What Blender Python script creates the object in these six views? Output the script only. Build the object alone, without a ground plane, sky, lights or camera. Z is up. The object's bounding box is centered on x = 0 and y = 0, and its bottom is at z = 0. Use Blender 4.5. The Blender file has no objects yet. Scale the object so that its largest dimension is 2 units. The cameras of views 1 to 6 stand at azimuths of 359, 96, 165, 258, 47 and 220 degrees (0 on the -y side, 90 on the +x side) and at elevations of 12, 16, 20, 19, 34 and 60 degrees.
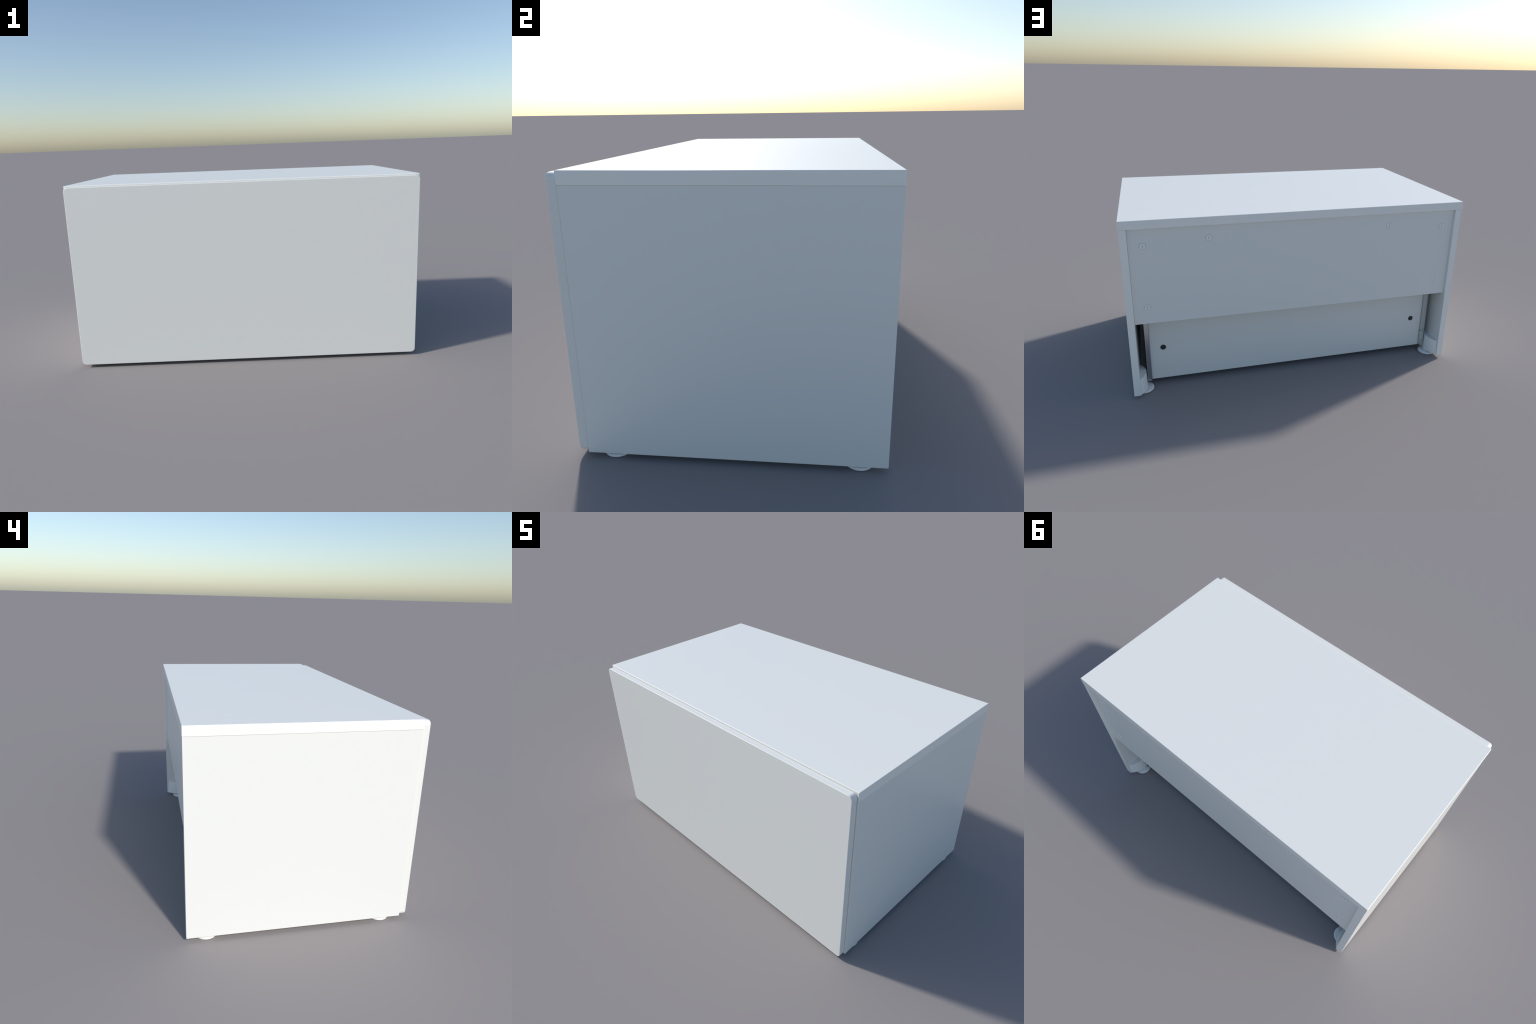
"""White low drawer cabinet: top board, two side boards, one wide drawer, recessed back board, four feet."""
import bpy, bmesh, math
from mathutils import Vector

# ------------------------------------------------------------------ sizes (metres, z up)
HALF_W = 1.0            # half width of the top board
TOP_Z = 1.0745          # upper face of the top board
TOP_T = 0.0483          # thickness of the top board
TOP_FRONT, TOP_BACK = -0.538, 0.5746
SIDE_X = 0.9980         # outer face of a side board
SIDE_T = 0.0390
SIDE_FRONT, SIDE_BACK = -0.537, 0.5730
SIDE_BOTTOM = 0.020
SEAM = 0.0005           # shadow gap under the top board
INNER_X = SIDE_X - SIDE_T
BACK_Y, BACK_T, BACK_BOTTOM = 0.556, 0.024, 0.4715
FRONT_Y, FRONT_T = -0.5746, 0.0340
FRONT_HALF_W, FRONT_BOTTOM, FRONT_TOP = 0.9918, 0.0175, 1.0665
FRONT_R = 0.023
DRAWER_BACK_Y, DRAWER_HALF_W, DRAWER_BOTTOM, DRAWER_TOP = 0.438, 0.891, 0.0345, 0.760
RAIL_OUT_X, RAIL_BACK_Y, RAIL_BOTTOM = 0.9168, 0.460, 0.0375
FOOT_X, FOOT_R = 0.9395, 0.0550
BLOCK_Y = {"front": -0.4355, "back": 0.4775}
GLIDE_SHIFT = -0.004     # the round glide sits a little in front of its block centre


# ------------------------------------------------------------------ materials
def material(name, colour, rough, spread=0.012, scale=40.0, metallic=0.0, bump=0.0, spec=0.5):
    m = bpy.data.materials.new(name)
    m.use_nodes = True
    nt = m.node_tree
    nt.nodes.clear()
    out = nt.nodes.new("ShaderNodeOutputMaterial")
    p = nt.nodes.new("ShaderNodeBsdfPrincipled")
    co = nt.nodes.new("ShaderNodeTexCoord")
    no = nt.nodes.new("ShaderNodeTexNoise")
    no.inputs["Scale"].default_value = scale
    no.inputs["Detail"].default_value = 4.0
    ramp = nt.nodes.new("ShaderNodeValToRGB")
    lo = [c * (1 - spread) for c in colour]
    hi = [min(1.0, c * (1 + spread)) for c in colour]
    ramp.color_ramp.elements[0].position = 0.3
    ramp.color_ramp.elements[0].color = (*lo, 1)
    ramp.color_ramp.elements[1].position = 0.7
    ramp.color_ramp.elements[1].color = (*hi, 1)
    nt.links.new(co.outputs["Object"], no.inputs["Vector"])
    nt.links.new(no.outputs["Fac"], ramp.inputs["Fac"])
    nt.links.new(ramp.outputs["Color"], p.inputs["Base Color"])
    p.inputs["Roughness"].default_value = rough
    p.inputs["Metallic"].default_value = metallic
    p.inputs["Specular IOR Level"].default_value = spec
    if bump:
        b = nt.nodes.new("ShaderNodeBump")
        b.inputs["Strength"].default_value = bump
        b.inputs["Distance"].default_value = 0.001
        nt.links.new(no.outputs["Fac"], b.inputs["Height"])
        nt.links.new(b.outputs["Normal"], p.inputs["Normal"])
    nt.links.new(p.outputs["BSDF"], out.inputs["Surface"])
    return m


LAMINATE = material("white_laminate", (0.848, 0.853, 0.808), 0.39, spread=0.002)
SIDE_LAMINATE = material("white_side_laminate", (0.850, 0.855, 0.816), 0.275, spread=0.002)
FRONT_FOIL = material("white_front_foil", (0.842, 0.847, 0.800), 0.39, spread=0.002)
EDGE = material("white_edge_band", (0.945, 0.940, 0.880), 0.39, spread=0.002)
PLASTIC = material("white_plastic", (0.945, 0.942, 0.905), 0.39, spread=0.002)
DARK = material("dark_plastic", (0.040, 0.042, 0.045), 0.45, spread=0.05)
SLOT = material("slot_shadow_plastic", (0.010, 0.010, 0.011), 0.6, spread=0.05)
STEEL = material("brushed_steel", (0.62, 0.65, 0.66), 0.22, spread=0.03, scale=90.0, metallic=1.0)


# ------------------------------------------------------------------ mesh helpers
def finish(name, bm, mats, parent, angle=35.0, weighted=True):
    bmesh.ops.recalc_face_normals(bm, faces=bm.faces)
    me = bpy.data.meshes.new(name)
    bm.to_mesh(me)
    bm.free()
    for m in mats:
        me.materials.append(m)
    for poly in me.polygons:
        poly.use_smooth = True
    me.set_sharp_from_angle(angle=math.radians(angle))
    ob = bpy.data.objects.new(name, me)
    bpy.context.scene.collection.objects.link(ob)
    ob.parent = parent
    if weighted:
        apply_modifier(ob, "WEIGHTED_NORMAL", keep_sharp=True, weight=100)
    return ob


def apply_modifier(ob, kind, **settings):
    mod = ob.modifiers.new(kind.lower(), kind)
    for k, v in settings.items():
        setattr(mod, k, v)
    bpy.context.view_layer.update()
    dg = bpy.context.evaluated_depsgraph_get()
    me = bpy.data.meshes.new_from_object(ob.evaluated_get(dg))
    old = ob.data
    ob.modifiers.clear()
    ob.data = me
    me.name = old.name
    bpy.data.meshes.remove(old)


def board(name, lo, hi, parent, mats, bevel=0.0022, edge_rule=None, upper_bevel=0.0):
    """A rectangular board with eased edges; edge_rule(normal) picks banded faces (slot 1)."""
    bm = bmesh.new()
    bmesh.ops.create_cube(bm, size=1.0)
    lo, hi = Vector(lo), Vector(hi)
    for v in bm.verts:
        v.co = Vector([(lo[i] + hi[i]) / 2 + v.co[i] * (hi[i] - lo[i]) for i in range(3)])
    if bevel:
        if upper_bevel:      # ease the upper rim and the corners first, then the lower rim more sharply
            upper = [e for e in bm.edges if max(v.co.z for v in e.verts) > hi.z - 1e-6]
            bmesh.ops.bevel(bm, geom=upper, offset=upper_bevel, segments=4, profile=0.5, affect="EDGES")
            edges = [e for e in bm.edges if all(v.co.z < lo.z + 1e-6 for v in e.verts)]
        else:
            edges = list(bm.edges)
        bmesh.ops.bevel(bm, geom=edges, offset=bevel, segments=2, profile=0.5, affect="EDGES")
    bm.normal_update()
    if edge_rule:
        for f in bm.faces:
            f.material_index = 1 if edge_rule(f.normal) else 0
    return finish(name, bm, mats, parent)


def prism(name, outline, axis, lo, hi, parent, mats, bevel=0.0, bevel_low=True, angle=35.0):
    """Extrude a closed 2-D outline along an axis ('y' takes (x,z) points, 'z' takes (x,y))."""
    bm = bmesh.new()
    def at(p, h):
        return (p[0], h, p[1]) if axis == "y" else (p[0], p[1], h)
    a = [bm.verts.new(at(p, lo)) for p in outline]
    b = [bm.verts.new(at(p, hi)) for p in outline]
    fa, fb = bm.faces.new(a), bm.faces.new(list(reversed(b)))
    n = len(outline)
    for i in range(n):
        bm.faces.new((a[i], b[i], b[(i + 1) % n], a[(i + 1) % n]))
    bmesh.ops.recalc_face_normals(bm, faces=bm.faces)
    if bevel:
        edges = list(fa.edges) + (list(fb.edges) if bevel_low else [])
        bmesh.ops.bevel(bm, geom=edges, offset=bevel, segments=3, profile=0.5, affect="EDGES")
    return finish(name, bm, mats, parent, angle)


def rounded_rectangle(x0, x1, z0, z1, r, steps=10):
    pts = []
    for cx, cz, start in ((x1 - r, z1 - r, 0), (x0 + r, z1 - r, 90), (x0 + r, z0 + r, 180), (x1 - r, z0 + r, 270)):
        for k in range(steps + 1):
            t = math.radians(start + 90 * k / steps)
            pts.append((cx + r * math.cos(t), cz + r * math.sin(t)))
    return pts


def circle(cx, cy, r, steps=48):
    return [(cx + r * math.cos(2 * math.pi * k / steps), cy + r * math.sin(2 * math.pi * k / steps)) for k in range(steps)]


def lathe(name, profile, parent, mats, steps=64, angle=35.0):
    """Revolve (radius, z) points about z."""
    bm = bmesh.new()
    rings = []
    for r, z in profile:
        if r <= 1e-6:
            rings.append([bm.verts.new((0, 0, z))])
        else:
            rings.append([bm.verts.new((r * math.cos(2 * math.pi * k / steps), r * math.sin(2 * math.pi * k / steps), z))
                          for k in range(steps)])
    for a, b in zip(rings, rings[1:]):
        for k in range(steps):
            k2 = (k + 1) % steps
            if len(a) == 1:
                bm.faces.new((a[0], b[k], b[k2]))
            elif len(b) == 1:
                bm.faces.new((a[k], b[0], a[k2]))
            else:
                bm.faces.new((a[k], b[k], b[k2], a[k2]))
    return finish(name, bm, mats, parent, angle)


def drill(ob, centres, radius, y_face, depth):
    """Bore round holes into the +y face of a board at (x, z) centres."""
    for x, z in centres:
        bm = bmesh.new()
        pts = circle(x, z, radius)
        a = [bm.verts.new((p[0], y_face - depth, p[1])) for p in pts]
        b = [bm.verts.new((p[0], y_face + 0.02, p[1])) for p in pts]
        bm.faces.new(a)
        bm.faces.new(b)
        for i in range(len(pts)):
            j = (i + 1) % len(pts)
            bm.faces.new((a[i], a[j], b[j], b[i]))
        bmesh.ops.recalc_face_normals(bm, faces=bm.faces)
        me = bpy.data.meshes.new("bore")
        bm.to_mesh(me)
        bm.free()
        cutter = bpy.data.objects.new("bore", me)
        bpy.context.scene.collection.objects.link(cutter)
        apply_modifier(ob, "BOOLEAN", operation="DIFFERENCE", object=cutter, solver="EXACT")
        bpy.data.objects.remove(cutter)
        bpy.data.meshes.remove(me)
    ob.data.set_sharp_from_angle(angle=math.radians(35))
    apply_modifier(ob, "WEIGHTED_NORMAL", keep_sharp=True, weight=100)


def fastener_mesh(name, body_mat, slot_mat, radius, slot_half, slot_w):
    """Slotted round fastener head facing +y, origin on the board's face; slot runs along z."""
    head = 0.0016
    bm = bmesh.new()
    slot_d = 0.005
    steps = 40
    # head disc with an eased rim, slot sunk as a pocket in the middle of the face
    ring0 = [bm.verts.new((radius * math.cos(2 * math.pi * k / steps), -0.010, radius * math.sin(2 * math.pi * k / steps))) for k in range(steps)]
    ring1 = [bm.verts.new((radius * math.cos(2 * math.pi * k / steps), head - 0.0008, radius * math.sin(2 * math.pi * k / steps))) for k in range(steps)]
    ri = radius - 0.001
    ring2 = [bm.verts.new((ri * math.cos(2 * math.pi * k / steps), head, ri * math.sin(2 * math.pi * k / steps))) for k in range(steps)]
    # slot outline sampled by angle so that it pairs with the rim ring
    def on_slot(t):
        c, s = math.cos(t), math.sin(t)
        k = min(slot_w / 2 / abs(c) if abs(c) > 1e-6 else 9, slot_half / abs(s) if abs(s) > 1e-6 else 9)
        return c * k, s * k
    ring3, ring4 = [], []
    for k in range(steps):
        x, z = on_slot(2 * math.pi * k / steps)
        ring3.append(bm.verts.new((x, head, z)))
        ring4.append(bm.verts.new((x, head - slot_d, z)))
    for a, b, mi in ((ring0, ring1, 0), (ring1, ring2, 0), (ring2, ring3, 0), (ring3, ring4, 1)):
        for k in range(steps):
            f = bm.faces.new((a[k], b[k], b[(k + 1) % steps], a[(k + 1) % steps]))
            f.material_index = mi
    f = bm.faces.new(ring4)
    f.material_index = 1
    ob = finish(name, bm, [body_mat, slot_mat], None)
    return ob


# ------------------------------------------------------------------ the cabinet
cabinet = bpy.data.objects.new("drawer_cabinet", None)
bpy.context.scene.collection.objects.link(cabinet)
cabinet["label"] = "low white cabinet with one wide plain drawer front"
cabinet["category"] = "drawer cabinet"

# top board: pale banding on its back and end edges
board("top_board", (-HALF_W, TOP_FRONT, TOP_Z - TOP_T), (HALF_W, TOP_BACK, TOP_Z), cabinet, [LAMINATE, EDGE],
      bevel=0.0008, upper_bevel=0.0030, edge_rule=lambda n: abs(n.z) < 0.6 and n.y > -0.5)

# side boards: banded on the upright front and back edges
for s in (1, -1):
    xs = sorted((s * INNER_X, s * SIDE_X))
    side = board("side_board", (xs[0], SIDE_FRONT, SIDE_BOTTOM), (xs[1], SIDE_BACK, TOP_Z - TOP_T - SEAM), cabinet,
                 [SIDE_LAMINATE, EDGE], bevel=0.0007, edge_rule=lambda n: abs(n.y) > 0.6)

# recessed back board with six slotted cam fasteners
back = board("back_board", (-INNER_X + 0.0004, BACK_Y - BACK_T, BACK_BOTTOM), (INNER_X - 0.0004, BACK_Y, TOP_Z - TOP_T - 0.0004), cabinet,
             [LAMINATE], bevel=0.0012)
CAMS = [(sx * x, z) for sx in (1, -1) for x, z in ((0.883, 0.926), (0.5325, 0.950), (0.883, 0.571))]
drill(back, CAMS, 0.0179, BACK_Y, 0.014)
first = fastener_mesh("cam_fastener", PLASTIC, LAMINATE, 0.0167, 0.0092, 0.0034)
for i, (x, z) in enumerate(CAMS):
    ob = first if i == 0 else first.copy()
    if i:
        bpy.context.scene.collection.objects.link(ob)
    ob.location = (x, BACK_Y, z)
    ob.parent = back

# ---- drawer: front, back, floor, steel sides
drawer = bpy.data.objects.new("drawer", None)
bpy.context.scene.collection.objects.link(drawer)
drawer.parent = cabinet
prism("drawer_front", rounded_rectangle(-FRONT_HALF_W, FRONT_HALF_W, FRONT_BOTTOM, FRONT_TOP, FRONT_R), "y",
      FRONT_Y, FRONT_Y + FRONT_T, drawer, [FRONT_FOIL], bevel=0.0030, bevel_low=False)
dback = board("drawer_back", (-DRAWER_HALF_W, DRAWER_BACK_Y - 0.034, DRAWER_BOTTOM), (DRAWER_HALF_W, DRAWER_BACK_Y, DRAWER_TOP),
              drawer, [LAMINATE], bevel=0.0012)
board("drawer_floor", (-DRAWER_HALF_W + 0.001, FRONT_Y + FRONT_T + 0.001, 0.050), (DRAWER_HALF_W - 0.001, DRAWER_BACK_Y - 0.035, 0.080),
      drawer, [LAMINATE], bevel=0.0012)
for s in (1, -1):
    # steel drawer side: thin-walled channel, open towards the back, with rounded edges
    x0, x1 = sorted((s * (DRAWER_HALF_W + 0.0004), s * RAIL_OUT_X))
    board("drawer_side", (x0, FRONT_Y + FRONT_T + 0.001, RAIL_BOTTOM), (x1, RAIL_BACK_Y, DRAWER_TOP - 0.05), drawer, [STEEL], bevel=0.0022)
    # dark disc standing in for a small hole, inner wall near its back end
    hole_disc = lathe("hole_stand_in", [(0.0, 0.0), (0.0052, 0.0), (0.0052, 0.0016), (0.0, 0.0016)], drawer, [DARK], steps=20)
    hole_disc.rotation_euler = (0, -s * math.pi / 2, 0)
    hole_disc.location = (s * (DRAWER_HALF_W + 0.0016), 0.4495, 0.148)

DARK_CAMS = [(0.8145, 0.2445), (-0.8145, 0.2445)]
drill(dback, DARK_CAMS, 0.0172, DRAWER_BACK_Y, 0.014)
dark = fastener_mesh("drawer_fastener", DARK, SLOT, 0.0165, 0.0095, 0.0036)
for i, (x, z) in enumerate(DARK_CAMS):
    ob = dark if i == 0 else dark.copy()
    if i:
        bpy.context.scene.collection.objects.link(ob)
    ob.location = (x, DRAWER_BACK_Y, z)
    ob.rotation_euler = (0, math.pi / 2, 0)
    ob.parent = drawer

# ---- feet: a half-round block screwed to the side board and a round glide under it
BLOCK_LOW, BLOCK_HIGH = 0.0205, 0.1190
CHORD_LOW, CHORD_HIGH = 0.0890, 0.0815  # half lengths against the side board (drafted moulding)
SAG_LOW, SAG_HIGH = 0.0400, 0.0360


def block_outline(s, cy, half, sag, steps=28):
    """Points of a shallow arc bulging inwards from the side board."""
    r = (half ** 2 + sag ** 2) / (2 * sag)
    lim = math.asin(half / r)
    wall = INNER_X - 0.0003
    return [(s * (wall + r - sag - r * math.cos(-lim + 2 * lim * k / steps)),
             cy + r * math.sin(-lim + 2 * lim * k / steps)) for k in range(steps + 1)]


def foot_block(s, cy):
    bm = bmesh.new()
    low = [bm.verts.new((x, y, BLOCK_LOW)) for x, y in block_outline(s, cy, CHORD_LOW, SAG_LOW)]
    high = [bm.verts.new((x, y, BLOCK_HIGH)) for x, y in block_outline(s, cy, CHORD_HIGH, SAG_HIGH)]
    fl, fh = bm.faces.new(low), bm.faces.new(list(reversed(high)))
    for i in range(len(low)):
        j = (i + 1) % len(low)
        bm.faces.new((low[i], high[i], high[j], low[j]))
    bmesh.ops.recalc_face_normals(bm, faces=bm.faces)
    bmesh.ops.bevel(bm, geom=list(fh.edges), offset=0.0008, segments=2, profile=0.5, affect="EDGES")
    return finish("foot", bm, [PLASTIC], cabinet, angle=40)


GLIDE = [(0.0, 0.0), (FOOT_R - 0.0022, 0.0), (FOOT_R - 0.0006, 0.0006), (FOOT_R, 0.0022), (FOOT_R, 0.006),
         (FOOT_R - 0.0006, 0.0085), (FOOT_R - 0.003, 0.0105), (FOOT_R - 0.008, 0.0118), (0.020, 0.014), (0.0190, 0.030), (0.0, 0.030)]
for s in (1, -1):
    for cy in BLOCK_Y.values():
        foot = foot_block(s, cy)
        glide = lathe("foot_glide", GLIDE, foot, [PLASTIC])
        glide.location = (s * FOOT_X, cy + GLIDE_SHIFT, 0.0)
